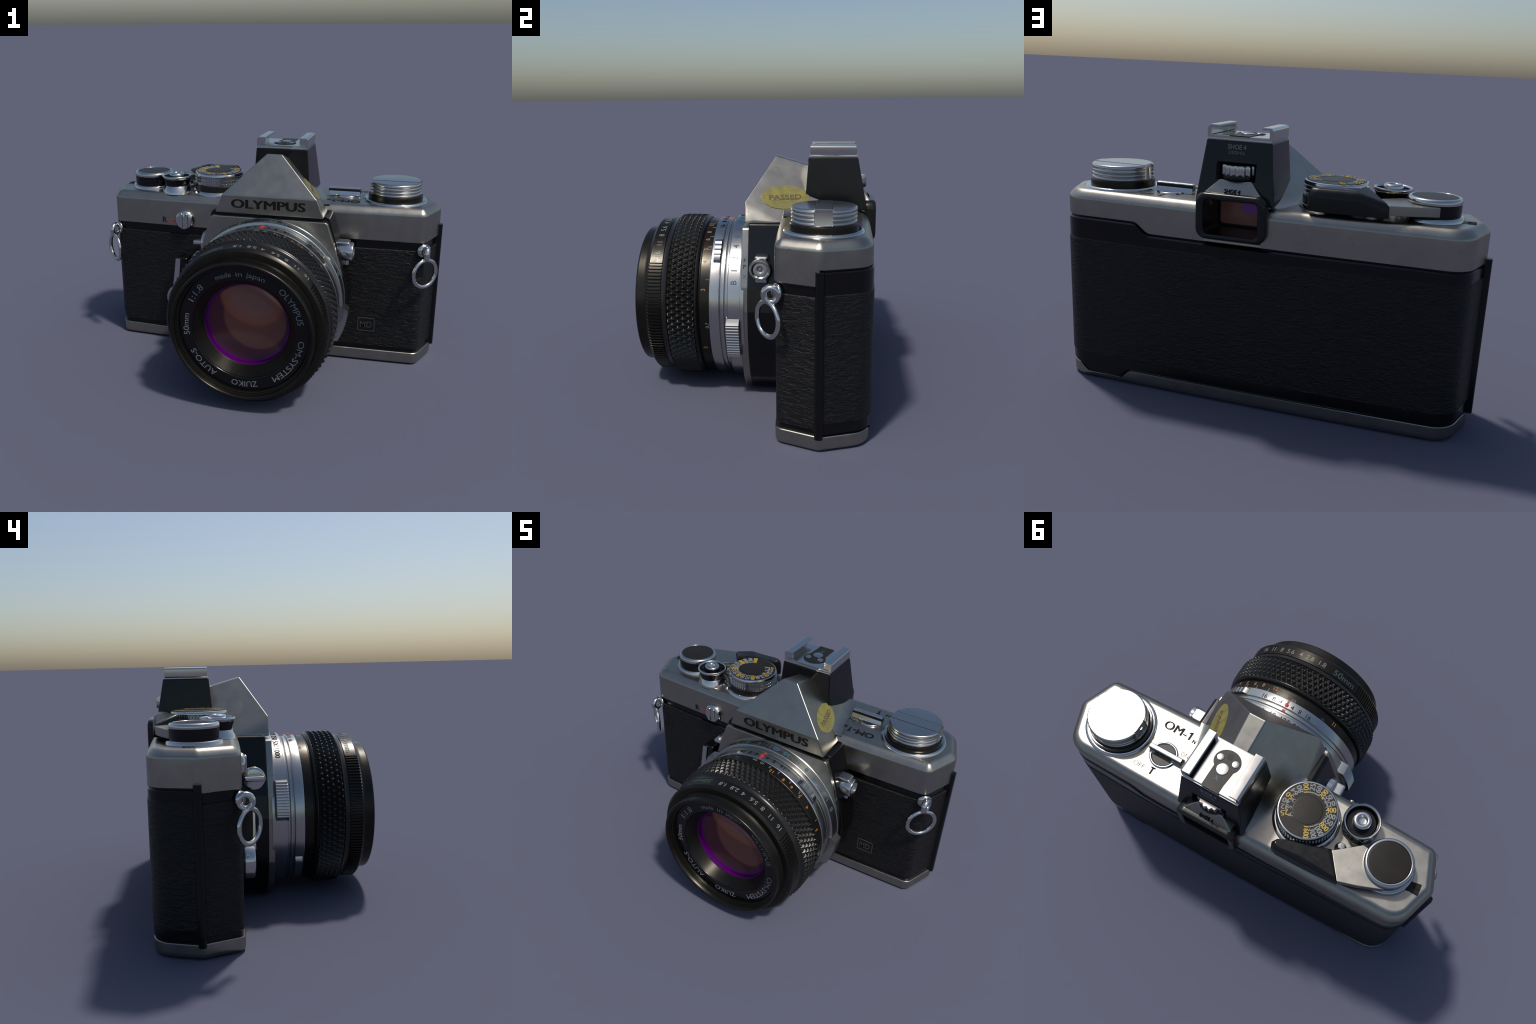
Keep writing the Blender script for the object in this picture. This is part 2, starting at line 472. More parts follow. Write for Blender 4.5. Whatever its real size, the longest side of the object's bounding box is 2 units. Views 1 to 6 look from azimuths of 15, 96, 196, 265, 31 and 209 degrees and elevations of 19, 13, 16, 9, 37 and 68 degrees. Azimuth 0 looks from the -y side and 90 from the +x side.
# ------------------------------------------------------------------ mirror box and front plate
PLATE = [(0.405, 0.872), (0.450, 0.740), (0.494, 0.590), (0.506, 0.470), (0.503, 0.360), (0.480, 0.225), (0.430, 0.105), (0.350, 0.020)]
PLATE = PLATE + [(2 * LX - x, z) for x, z in PLATE[::-1]]
pr = [0.022] + [0.06] * 6 + [0.03]
plate_poly = rounded_poly(PLATE, pr + pr[::-1], 5)
y_place = lambda u, v, d: (u, d, v)
extrude_poly("lens_mount_plate", plate_poly, y_place, -0.055, -0.017, "satin", ROOT, 0.006, 3)
grow = [((x - LX) * (1.036 if 0.3 < z < 0.5 else 1.015) + LX, 0.442 + (z - 0.442) * 1.0) for x, z in PLATE]
grow = [(x, z + (0.022 if z > 0.86 else 0)) for x, z in grow]
extrude_poly("mirror_box", rounded_poly(grow, pr + pr[::-1], 5), y_place, -0.020, 0.17, "black", ROOT, 0.008, 3)

# ------------------------------------------------------------------ prism housing
def mir(p): return (2 * 0.084 - p[0], p[1], p[2])
FA, FB, FC = Vector((0.346, 0.129, 0.935)), Vector((0.240, 0.515, 0.935)), Vector((0.127, 0.090, 1.197))
FN = (FB - FA).cross(FC - FA)
def flank_x(y, z):      # x of the flank plane
    return FA.x - (FN.y * (y - FA.y) + FN.z * (z - FA.z)) / FN.x
half = [(0.385, -0.045, 0.888), (flank_x(-0.046, 0.990), -0.046, 0.990), (0.127, 0.090, 1.197), (flank_x(0.30, 1.137), 0.30, 1.137),
        (0.377, 0.15, 0.888), (0.346, 0.129, 0.935), (0.240, 0.515, 0.935), (0.26, 0.52, 0.90), (0.18, 0.53, 0.97), (0.384, 0.0, 0.90)]
prism = hull("prism_housing", half + [mir(p) for p in half], "satin", ROOT, 0.020, 5)

lettering("maker_lettering", heavy("OLYMPUS", 0.047, 0.405, flat((0.081, -0.0455, 0.9205), (1, 0, 0), (0, 0, 1)), 0.0035), "ink_black", prism)

# oval inspection sticker on the prism's right flank
def flank_fillet(sign):
    """concave fillet where a flank of the prism meets the cover"""
    bm = bmesh.new(); rows = []
    for k in range(13):
        y = 0.145 + 0.375 * k / 12
        a = Vector((flank_x(y, 0.962) - 0.0005, 0.962)); b = Vector((flank_x(y, 0.923), 0.924)); c = Vector((b.x + 0.034, 0.9228))
        r = []
        for m in range(9):
            t = m / 8
            q = a * (1 - t) ** 2 + b * 2 * t * (1 - t) + c * t * t
            r.append(bm.verts.new((q.x if sign > 0 else 2 * 0.084 - q.x, y, q.y)))
        x0 = a.x - 0.02
        r.append(bm.verts.new((x0 if sign > 0 else 2 * 0.084 - x0, y, 0.915)))
        rows.append(r)
    for A, B in zip(rows, rows[1:]):
        for m in range(10): bm.faces.new((A[m], A[(m + 1) % 10], B[(m + 1) % 10], B[m]))
    bm.faces.new(rows[0]); bm.faces.new(rows[-1][::-1])
    return from_bm("prism_foot", bm, "satin", prism, 40)
flank_fillet(1); flank_fillet(-1)
P0 = Vector((0.346, 0.129, 0.935)); P1 = Vector((0.240, 0.515, 0.935)); P2 = Vector((0.127, 0.090, 1.197))
nrm = (P1 - P0).cross(P2 - P0).normalized()
if nrm.x < 0: nrm = -nrm
e1 = (P1 - P0).normalized(); e2 = nrm.cross(e1)
sc = Vector((0.281, 0.149, 1.001)); sc = sc - nrm * (sc - P0).dot(nrm)
def oval(name, a, b, wob, t0, t1, mat, parent, ring=None):
    n = 144
    pts = [((a + wob * cos(36 * 2 * pi * k / n)) * cos(2 * pi * k / n), (b + wob * cos(36 * 2 * pi * k / n)) * sin(2 * pi * k / n)) for k in range(n)]
    return extrude_poly(name, pts, lambda u, v, d: tuple(sc + e1 * u + e2 * v + nrm * d), t0, t1, mat, parent)
stk = oval("sticker", 0.122, 0.068, 0.0015, -0.002, 0.0022, "sticker", prism)
def stick(du, dv): return flat(sc + nrm * 0.0022 + e1 * du + e2 * dv, e1, e2, -0.0005, 0.0008)
lettering("sticker_lettering", [("PASSED", 0.025, 0.165, 0.02, stick(0.0, -0.012)), ("______", 0.02, 0.14, 0.0, stick(0.0, -0.012))], "sticker_ink", prism)
lettering("sticker_lettering", [("JCII", 0.020, 0.07, 0.0, stick(0.0, 0.022)), ("TRI", 0.022, 0.055, 0.0, stick(0.0, -0.048))], "sticker_faint", prism)
dots = []
for k in range(40):
    a = 2 * pi * k / 40
    dots.append((".", 0.03, None, 0.0, flat(sc + nrm * 0.0022 + e1 * (0.110 * cos(a)) + e2 * (0.058 * sin(a)), e1, e2, -0.0005, 0.0006)))
lettering("sticker_lettering", dots, "sticker_faint", prism)

# ------------------------------------------------------------------ accessory shoe
shoe = hull("accessory_shoe_housing", [(-0.064, 0.262, 1.196), (0.232, 0.262, 1.196), (-0.064, 0.508, 1.196), (0.232, 0.508, 1.196),
                                       (-0.078, 0.246, 0.99), (0.248, 0.246, 0.99), (-0.094, 0.556, 0.935), (0.262, 0.556, 0.935),
                                       (-0.078, 0.246, 0.935), (0.248, 0.246, 0.935)], "black", ROOT, 0.007, 2)
c1 = hull("recess_cutter", [(x, y, z) for x in (-0.004, 0.176) for y in (0.49, 0.62) for z in (1.030, 1.106)], None, None)
cut(shoe, c1)
cx = 0.084
sp = rounded_poly([(cx - 0.148, 1.198), (cx + 0.148, 1.198), (cx + 0.148, 1.257), (cx + 0.098, 1.257), (cx + 0.098, 1.246), (cx + 0.131, 1.246),
                   (cx + 0.131, 1.214), (cx - 0.131, 1.214), (cx - 0.131, 1.246), (cx - 0.098, 1.246), (cx - 0.098, 1.257), (cx - 0.148, 1.257)],
                  [0.012, 0.012, 0.014, 0.004, 0.004, 0.004, 0.004, 0.004, 0.004, 0.004, 0.004, 0.014], 4)
rail = extrude_poly("shoe_rail", sp, lambda u, v, d: (u, d, v), 0.272, 0.500, "chrome", shoe, 0.0025, 2)
for s in (-1, 1):
    box("rail_stop", (cx + s * 0.119, 0.283, 1.232), (0.040, 0.020, 0.034), "chrome", shoe, 0.003)
box("shoe_skirt", (cx, 0.386, 1.198), (0.286, 0.240, 0.008), "chrome", shoe, 0.002)
# insulating plate with contacts
ip = [(0.128, 0.505)] + [(0.128, 0.46)] + [(0.083 + 0.064 * cos(radians(t)), 0.355 + 0.056 * sin(radians(t))) for t in range(46, -227, -12)] + [(0.040, 0.46), (0.040, 0.505)]
extrude_poly("contact_insulator", ip, lambda u, v, d: (u, v, d), 1.212, 1.2165, "capskin", shoe, 0.001)
for x, y, r in ((0.083, 0.396, 0.028), (0.121, 0.350, 0.017), (0.044, 0.350, 0.017)):
    lathe("shoe_contact", [(0, 1.212), (r, 1.212), (r, 1.2185), (r - 0.002, 1.2200), (0, 1.2200)], (x, y, 0), 'z', "alu", shoe, 32)
box("contact_hole_plate", (0.083, 0.329, 1.2165), (0.024, 0.026, 0.002), "dark", shoe, 0.0)  # flat dark plate standing in for the square hole, nothing is cut
lettering("shoe_marking", [("X", 0.022, None, 0.0, flat((0.084, 0.455, 1.2165), (-1, 0, 0), (0, -1, 0)))], "ink_blue", shoe)
# clamping wheel in the recess, notice lettering
def wheel_mod(a, i): return 0.004 * cos(18 * a) if 1 < i < 6 else 0
lathe("shoe_clamp_wheel", [(0, 1.045), (0.07, 1.045), (0.078, 1.05), (0.078, 1.062), (0.078, 1.088), (0.074, 1.094), (0, 1.094)], (0.086, 0.475, 0), 'z', "chrome", shoe, 144, rmod=wheel_mod)
lathe("shoe_clamp_wheel", [(0, 1.034), (0.079, 1.034), (0.082, 1.038), (0.082, 1.052), (0.078, 1.056), (0, 1.056)], (0.086, 0.475, 0), 'z', "plastic", shoe, 64)
bn = Vector((0, 0.9836, 0.181)).normalized(); bup = Vector((0, -0.181, 0.9836))
def on_back(x, z):
    y = 0.508 + (1.196 - z) * (0.048 / 0.261)
    return flat((x, y, z), (-1, 0, 0), bup, -0.002, 0.001)
lettering("shoe_marking", [("SHOE 4", 0.020, 0.082, 0.01, on_back(0.09, 1.160)), ("LOCK+On", 0.013, 0.07, 0.0, on_back(0.09, 1.140))], "ink_dim", shoe)

# ------------------------------------------------------------------ eyepiece
eye = group("eyepiece")
bridge = hull("eyepiece_bridge", [(0.084 + s * w, y, z) for s in (-1, 1) for w, y, z in
                         ((0.150, 0.50, 0.94), (0.150, 0.583, 0.955), (0.150, 0.583, 0.90), (0.072, 0.538, 1.032), (0.072, 0.50, 1.03), (0.132, 0.577, 0.972))], "satin", eye, 0.006)
lettering("bridge_marking", [("SHOE 4", 0.017, 0.072, 0.0, flat((0.086, 0.5738, 0.982), (-1, 0, 0), Vector((0, -0.039, 0.06)), -0.003, 0.002))], "ink_black", eye)
outer = rounded_poly([(0.084 - 0.160, 0.776), (0.084 + 0.160, 0.776), (0.084 + 0.160, 0.980), (0.084 - 0.160, 0.980)], 0.045, 8)
inner = rounded_poly([(0.084 - 0.122, 0.800), (0.084 + 0.122, 0.800), (0.084 + 0.122, 0.950), (0.084 - 0.122, 0.950)], 0.022, 8)
def frame_loft(name, sections, mat, parent):
    bm = bmesh.new()
    R = [[bm.verts.new((x, y, z)) for x, z in poly] for poly, y in sections]
    n = len(R[0])
    for a, b in zip(R, R[1:] + R[:1]):
        for k in range(n): bm.faces.new((a[k], a[(k + 1) % n], b[(k + 1) % n], b[k]))
    return from_bm(name, bm, mat, parent, 45)
def scale_poly(poly, d):
    cx_, cz_ = 0.084, 0.877
    w = max(p[0] for p in poly) - cx_; h = max(p[1] for p in poly) - cz_
    return [(cx_ + (x - cx_) * (w - d) / w, cz_ + (z - cz_) * (h - d) / h) for x, z in poly]
frame_loft("eyecup", [(scale_poly(outer, 0.004), 0.545), (outer, 0.552), (outer, 0.587), (scale_poly(outer, 0.005), 0.598), (scale_poly(outer, 0.013), 0.602),
                      (scale_poly(inner, -0.008), 0.602), (scale_poly(inner, -0.002), 0.598), (inner, 0.592), (scale_poly(inner, 0.004), 0.415), (scale_poly(inner, -0.003), 0.415), (scale_poly(inner, -0.004), 0.545)], "rubber", eye)
for victim in (core, cover, shoe, prism, bridge):
    cut(victim, box("well_cutter", (0.084, 0.560, 0.875), (0.250, 0.30, 0.158), None, None, 0.0))
extrude_poly("eyepiece_back", [(-0.05, 0.79), (0.218, 0.79), (0.218, 0.962), (-0.05, 0.962)], y_place, 0.405, 0.415, "dark", eye)
extrude_poly("viewfinder_reflection", rounded_poly([(-0.034, 0.812), (0.196, 0.812), (0.196, 0.948), (-0.034, 0.948)], 0.015, 5), y_place, 0.411, 0.420, "eye_glass", eye, 0.003)
extrude_poly("viewfinder_reflection", rounded_poly([(-0.034, 0.870), (0.085, 0.870), (0.085, 0.948), (-0.034, 0.948)], [0.003, 0.014, 0.003, 0.014], 5), y_place, 0.413, 0.421, "eye_violet", eye, 0.0005)  # violet reflection added as a coloured plate over the window

# ------------------------------------------------------------------ rewind knob
RC = (0.726, 0.350, -0.001)
rk = group("rewind_knob")
lathe("rewind_collar", [(0, 0.91), (0.180, 0.91), (0.178, 0.927), (0.168, 0.934), (0.158, 0.934), (0.153, 0.928), (0, 0.928)], RC, 'z', "chrome", rk, 128)
lathe("rewind_skirt", [(0, 0.92), (0.150, 0.92), (0.150, 0.956), (0.146, 0.962), (0, 0.962)], RC, 'z', "anod", rk, 128)
kp = [(0, 0.955), (0.142, 0.955)]
z = 0.962
for k in range(3):
    kp += [(0.138, z), (0.144, z + 0.004), (0.144, z + 0.012), (0.138, z + 0.016)]
    z += 0.0175
kp += [(0.1435, 1.016), (0.1445, 1.022), (0.142, 1.030), (0.136, 1.0345), (0, 1.0345)]
knob = lathe("rewind_knob_body", kp, RC, 'z', "alu", rk, 160, smooth=30)
for sx in (-1, 1):
    cutter = box("notch_cutter", (RC[0] + sx * 0.158, RC[1], 1.005), (0.052, 0.076, 0.075), None, None, 0.0)
    cut(knob, cutter)
extrude_poly("rewind_crank", rounded_poly([(RC[0] - 0.133, RC[1] - 0.0355), (RC[0] + 0.133, RC[1] - 0.0355), (RC[0] + 0.133, RC[1] + 0.0355), (RC[0] - 0.133, RC[1] + 0.0355)], 0.006, 4),
             lambda u, v, d: (u, v, d), 1.02, 1.0355, "alu", rk, 0.002)
for sy in (-1, 1):
    box("crank_seam", (RC[0], RC[1] + sy * 0.0372, 1.0332), (0.262, 0.0022, 0.002), "dark", rk, 0.0)
lathe("crank_pivot", [(0, 0.965), (0.012, 0.965), (0.012, 1.02), (0, 1.02)], (RC[0] - 0.130, RC[1], 0), 'z', "chrome", rk, 24)

# ------------------------------------------------------------------ power switch and top lettering
sw = group("power_switch")
SC = (0.452, 0.385, 0.0)
lathe("switch_ring", [(0.071, 0.918), (0.071, 0.927), (0.066, 0.931), (0.060, 0.930), (0.057, 0.926), (0.057, 0.918), (0.071, 0.918)], SC, 'z', "chrome", sw, 72)
lathe("switch_well", [(0, 0.918), (0.058, 0.918), (0.058, 0.9245), (0, 0.9245)], SC, 'z', "capskin", sw, 64)
bar = extrude_poly("switch_lever", [(-0.026, 0.924), (0.026, 0.924), (0.021, 0.936), (0.0135, 0.960), (0.0125, 0.983), (0.009, 0.9865), (-0.009, 0.9865), (-0.0125, 0.983), (-0.0135, 0.960), (-0.021, 0.936)],
                   lambda u, v, d: (d, 0.381 + u, 0.924 + (v - 0.924) * 0.70), 0.345, 0.524, "chrome", sw, 0.002)
extrude_poly("switch_lever_side", [(-0.0145, 0.940), (0.0145, 0.940), (0.0140, 0.978), (-0.0140, 0.978)],
             lambda u, v, d: (d, 0.381 + u, 0.924 + (v - 0.924) * 0.70), 0.343, 0.526, "plastic", sw, 0.001)
TOP = 0.9225
def on_top(x, y): return flat((x, y, TOP), (-1, 0, 0), (0, -1, 0), -0.002, 0.001)
lettering("top_lettering", heavy("OM-", 0.044, 0.125, on_top(0.476, 0.258), 0.0024) + heavy("N", 0.020, 0.016, on_top(0.362, 0.262), 0.0015), "ink_black", cover)
extrude_poly("top_lettering", [(0.398, 0.257), (0.387, 0.257), (0.387, 0.212), (0.394, 0.212), (0.406, 0.219), (0.406, 0.227), (0.398, 0.223)],
             lambda u, v, d: (u, v, d), TOP - 0.002, TOP + 0.001, "ink_black", cover)
lettering("top_lettering", [("OFF", 0.024, 0.060, 0.0, on_top(0.530, 0.496)), ("ON", 0.024, 0.042, 0.0, on_top(0.363, 0.346))], "ink_black", cover)
box("switch_index_mark", (0.458, 0.484, TOP), (0.010, 0.036, 0.002), "ink_black", cover, 0.0)
box("switch_index_mark", (0.458, 0.466, TOP), (0.026, 0.008, 0.002), "ink_black", cover, 0.0)

# ------------------------------------------------------------------ film speed dial
DC = (-0.307, 0.320, 0.002)
dial = group("film_speed_dial")
lathe("dial_collar", [(0, 0.915), (0.164, 0.915), (0.160, 0.932), (0.150, 0.939), (0, 0.939)], DC, 'z', "chrome", dial, 96)
lathe("dial_skirt", [(0, 0.93), (0.146, 0.93), (0.146, 0.968), (0.142, 0.972), (0, 0.972)], DC, 'z', "plastic", dial, 96)
prof = [(0, 0.966), (0.140, 0.966)]
rows_z = (0.970, 0.988, 1.006)
flag = [0, 0]
for zz in rows_z:
    prof += [(0.139, zz), (0.1445, zz + 0.003), (0.1445, zz + 0.012), (0.139, zz + 0.015)]; flag += [0, 1, 1, 0]
prof += [(0.1435, 1.0235), (0.1435, 1.030), (0.140, 1.037), (0.134, 1.040), (0, 1.040)]; flag += [0] * 5
NT = 60
def knurl(a, i):
    if not flag[i]: return 0
    t = (a * NT / (2 * pi)) % 1
    return 0 if 0.22 < t < 0.78 else -0.006
lathe("dial_grip", prof, DC, 'z', "chrome", dial, NT * 8, smooth=30, rmod=knurl)
lathe("dial_face", [(0, 1.036), (0.1335, 1.036), (0.1335, 1.0405), (0, 1.0405)], DC, 'z', "capskin", dial, 96)
lathe("dial_hub", [(0, 1.036), (0.070, 1.036), (0.070, 1.0412), (0.066, 1.0422), (0, 1.0422)], DC, 'z', "capskin", dial, 72)
SPEEDS = ["25", "32", "40", "50", "64", "80", "100", "125", "160", "200", "250", "320", "400", "500", "650", "800", "1000", "1300", "1600"]
yel, whi = [], []
for i, s in enumerate(SPEEDS):
    a = radians(36 - 15.67 * i)
    d = Vector((cos(a), sin(a), 0)); o = Vector((DC[0], DC[1], 1.0425)) + d * 0.106
    up = Vector((-sin(a), cos(a), 0))
    o -= up * 0.0105
    target = yel if s in ("25", "50", "100", "200", "400", "800", "1600") else whi
    target += heavy(s, 0.0245, 0.024 + 0.0105 * (len(s) - 1), flat(o, d, up, -0.002, 0.001), 0.0012)
lettering("dial_lettering", yel, "ink_yellow", dial)
lettering("dial_lettering", whi, "ink_dim", dial)
asa = []
for i, s in enumerate("ASA"):
    a = radians(36 - 26 * i + 10)
    d = Vector((cos(a), sin(a), 0)); up = d
    asa.append((s, 0.020, None, 0.02, flat(Vector((DC[0], DC[1], 1.0425)) + d * 0.074, Vector((sin(a), -cos(a), 0)), up, -0.002, 0.001)))
lettering("dial_lettering", asa, "ink_dim", dial)

# ------------------------------------------------------------------ shutter release
BC = (-0.545, 0.236, 0.003)
rel = group("shutter_release")
lathe("release_collar", [(0, 0.915), (0.088, 0.915), (0.085, 0.932), (0.074, 0.950), (0.072, 0.958), (0.068, 0.960), (0, 0.960)], BC, 'z', "chrome", rel, 72)
lathe("release_cup", [(0, 0.955), (0.070, 0.955), (0.074, 0.972), (0.082, 1.005), (0.080, 1.008), (0.074, 1.000), (0.066, 0.986), (0, 0.985)], BC, 'z', "black", rel, 72)
lathe("release_rim", [(0.079, 0.998), (0.086, 1.004), (0.088, 1.013), (0.083, 1.0185), (0.076, 1.0165), (0.0725, 1.007), (0.079, 0.998)], BC, 'z', "chrome", rel, 72, smooth=60)
lathe("release_button", [(0.044, 0.98), (0.044, 1.018), (0.042, 1.026), (0.037, 1.031), (0.027, 1.031), (0.021, 1.028), (0.018, 1.016), (0.010, 1.014), (0, 1.018)], BC, 'z', "chrome", rel, 48, smooth=60)

# ------------------------------------------------------------------ wind lever
WC = (-0.737, 0.345, 0.003)
wl = group("film_advance_lever")
lathe("lever_collar", [(0, 0.915), (0.131, 0.915), (0.128, 0.930), (0.122, 0.937), (0.112, 0.938), (0, 0.938)], WC, 'z', "chrome", wl, 96)
lathe("lever_hub", [(0, 0.93), (0.111, 0.93), (0.113, 0.940), (0.114, 0.990), (0.112, 0.996), (0, 0.996)], WC, 'z', "black", wl, 96)
lathe("lever_hub_rim", [(0.100, 0.99), (0.1145, 0.990), (0.1155, 0.999), (0.113, 1.008), (0.107, 1.0135), (0.100, 1.0145), (0.097, 1.012), (0.096, 0.99), (0.100, 0.99)], WC, 'z', "chrome", wl, 96, smooth=60)
lathe("lever_hub_inlay", [(0, 0.99), (0.0975, 0.99), (0.0975, 1.0105), (0.09, 1.012), (0, 1.012)], WC, 'z', "capskin", wl, 96)
flatz = lambda u, v, d: (u, v, d)
extrude_poly("lever_arm", [(-0.60, 0.322), (-0.486, 0.418), (-0.572, 0.532), (-0.66, 0.505), (-0.77, 0.462), (-0.74, 0.345)], flatz, 0.948, 0.990, "satin", wl, 0.004)
# black moulded finger tip: thicker than the arm, rounded over, tapering to its end
tipo = [(-0.487, 0.418), (-0.43, 0.437), (-0.36, 0.455), (-0.29, 0.478), (-0.246, 0.500), (-0.233, 0.522), (-0.240, 0.541), (-0.27, 0.550), (-0.36, 0.549), (-0.46, 0.545), (-0.575, 0.536)]
bm = bmesh.new()
rings = []
cxm, cym = -0.40, 0.50
for d, zz in ((0.004, 0.936), (0.0, 0.941), (0.0, 0.994), (0.004, 1.016), (0.012, 1.029), (0.022, 1.035)):
    R = []
    for x, y in tipo:
        v = Vector((cxm - x, cym - y))
        k = 1 - d / max(0.05, v.length)
        # outer (rear) rim leans in more, like the rolled edge of the moulding
        lean = 0.55 * d if y > 0.53 else 0
        xx = cxm + (x - cxm) * k; yy = cym + (y - cym) * k - lean
        drop = 0.034 * sstep(-x, 0.50, 0.578) * (zz > 0.98)
        R.append(bm.verts.new((xx, yy, zz - drop)))
    rings.append(R)
for a, b in zip(rings, rings[1:]):
    for k in range(len(a)): bm.faces.new((a[k], a[(k + 1) % len(a)], b[(k + 1) % len(a)], b[k]))
bm.faces.new(rings[0][::-1]); bm.faces.new(rings[-1])
from_bm("lever_tip", bm, "plastic", wl, 45)
# small stop button and frame counter window
lathe("rewind_release_stud", [(0, 0.915), (0.030, 0.915), (0.028, 0.927), (0, 0.927)], (-0.513, 0.371, 0), 'z', "dark", cover, 32)
lathe("rewind_release_stud", [(0, 0.915), (0.021, 0.915), (0.021, 0.948), (0.016, 0.960), (0, 0.961)], (-0.513, 0.369, 0), 'z', "chrome", cover, 6, smooth=20)
cw = extrude_poly("frame_counter_window", [(-0.840, 0.352), (-0.912, 0.338), (-0.916, 0.386), (-0.842, 0.400)], flatz, 0.915, 0.9232, "capskin", cover)
lettering("counter_marking", [("-", 0.04, 0.034, 0.02, flat((-0.898, 0.352, 0.9232), (1, 0, 0), (0, 1, 0))), ("-", 0.04, 0.034, 0.02, flat((-0.898, 0.378, 0.9232), (1, 0, 0), (0, 1, 0)))], "ink_black", cover)

# ------------------------------------------------------------------ rewind release knob on the front, self timer, sync dial, PC socket
rr = group("rewind_release_knob")
RR = (-0.462, -0.008, 0.778)
lathe("knob_base", [(0, 0.15), (0.058, 0.15), (0.060, 0.140), (0.060, 0.128), (0.055, 0.118), (0.045, 0.111), (0, 0.108)], RR, 'y', "chrome", rr, 64, smooth=60)
for dx in (-0.0165, 0.0165):
    extrude_poly("knob_rib", rounded_poly([(RR[0] + dx - 0.011, 0.735), (RR[0] + dx + 0.011, 0.735), (RR[0] + dx + 0.011, 0.824), (RR[0] + dx - 0.011, 0.824)], 0.0105, 5), y_place, 0.096, 0.13, "chrome", rr, 0.004, 3)
lettering("release_marking", [("R", 0.034, None, 0.005, flat((-0.592, 0.1345, 0.752), (1, 0, 0), (0, 0, 1)))], "ink_black", cover)
box("release_index", (-0.545, 0.1325, 0.768), (0.030, 0.003, 0.009), "ink_red", cover, 0.0)

st = group("self_timer")
TP = (-0.488, 0.008, 0.300)
lathe("timer_pivot", [(0, 0.16), (0.108, 0.16), (0.108, 0.118), (0.100, 0.112), (0, 0.112)], TP, 'y', "black", st, 72)
lathe("timer_pivot_cap", [(0, 0.12), (0.092, 0.12), (0.094, 0.098), (0.092, 0.068), (0.086, 0.061), (0.078, 0.062), (0.076, 0.066), (0, 0.066)], TP, 'y', "chrome", st, 72, smooth=50)
lathe("timer_pivot_face", [(0, 0.07), (0.080, 0.07), (0.080, 0.0645), (0.074, 0.0600), (0, 0.057)], TP, 'y', "satin", st, 72)
extrude_poly("timer_lever", rounded_poly([(-0.535, 0.34), (-0.440, 0.34), (-0.430, 0.562), (-0.508, 0.562)], [0.02, 0.02, 0.022, 0.022], 6), y_place, 0.070, 0.138, "black", st, 0.010, 3)
extrude_poly("timer_lever_trim", rounded_poly([(-0.533, 0.36), (-0.498, 0.36), (-0.476, 0.556), (-0.506, 0.556)], 0.005, 3), y_place, 0.063, 0.11, "chrome", st, 0.003, 2)

sd = group("flash_sync_dial")
lathe("sync_disc", [(0, 0.08), (0.066, 0.08), (0.066, 0.012), (0.060, 0.004), (0.050, 0.0), (0, -0.002)], (-0.326, 0.052, 0.678), 'x', "chrome", sd, 64, smooth=60)
box("sync_grip", (-0.346, 0.052, 0.685), (0.052, 0.106, 0.026), "chrome", sd, 0.009, 3)

pc = group("flash_socket")
hull("socket_foot", [(0.50 + dx, 0.05 + sy * dy, 0.685 + sz * dz) for sy in (-1, 1) for sz in (-1, 1) for dx, dy, dz in ((0, 0.034, 0.066), (0.02, 0.03, 0.064), (-0.06, 0.034, 0.066))], "chrome", pc, 0.008)
lathe("socket_ring", [(0, -0.04), (0.048, -0.04), (0.053, 0.0), (0.054, 0.030), (0.050, 0.037), (0.042, 0.038), (0.036, 0.033), (0.034, 0.018), (0, 0.018)], (0.502, 0.046, 0.690), 'x', "chrome", pc, 14, smooth=35)
lathe("socket_well", [(0, 0.0), (0.0335, 0.0), (0.0335, 0.030), (0.026, 0.033), (0.016, 0.031), (0.012, 0.024), (0, 0.024)], (0.502, 0.046, 0.690), 'x', "grey", pc, 40, smooth=60)
lathe("socket_pin", [(0, 0.02), (0.007, 0.02), (0.007, 0.028), (0, 0.030)], (0.502, 0.046, 0.690), 'x', "chrome", pc, 20)
lettering("socket_marking", [(c, 0.020, None, 0.0, flat((0.450 + 0.2933 * (0.740 - z), -0.036, z), (0, 1, 0), (-0.044, 0, 0.15), -0.002, 0.001)) for c, z in (("F", 0.706), ("P", 0.678))], "ink_black", pc)
lettering("socket_marking", [("X", 0.020, None, 0.0, flat((0.450 + 0.2933 * (0.740 - 0.632), -0.036, 0.632), (0, 1, 0), (-0.044, 0, 0.15), -0.002, 0.001))], "ink_blue", pc)

# ------------------------------------------------------------------ strap lugs and rings
for sx in (1, -1):
    lug = group("strap_lug")
    base_p = Vector((sx * 0.906, 0.158, 0.692))
    out = Vector((sx * 0.50, -0.86, 0)).normalized()
    side = Vector((0.86, sx * 0.50, 0)).normalized()
    # foot and eyelet
    bm = bmesh.new()
    bmesh.ops.create_uvsphere(bm, u_segments=24, v_segments=14, radius=1.0)
    mat4 = Matrix.Translation(base_p) @ Matrix(((side.x, out.x, 0), (side.y, out.y, 0), (0, 0, 1))).to_4x4() @ Matrix.Diagonal((0.040, 0.020, 0.038, 1))
    bmesh.ops.transform(bm, matrix=mat4, verts=bm.verts)
    from_bm("lug_foot", bm, "chrome", lug, 80)
    torus("lug_eyelet", base_p + out * 0.026 + Vector((sx * 0.006, 0, -0.008)), 0.031, 0.0145, Vector((sx * 0.9, -0.05, 0.0)), "chrome", lug, 40, 14, 1.1)
    rc = Vector((sx * 0.920, 0.120, 0.575))
    torus("strap_ring", rc, 0.076, 0.0115, Vector((sx * 0.66, -0.75, 0.0)), "chrome", lug, 64, 14)

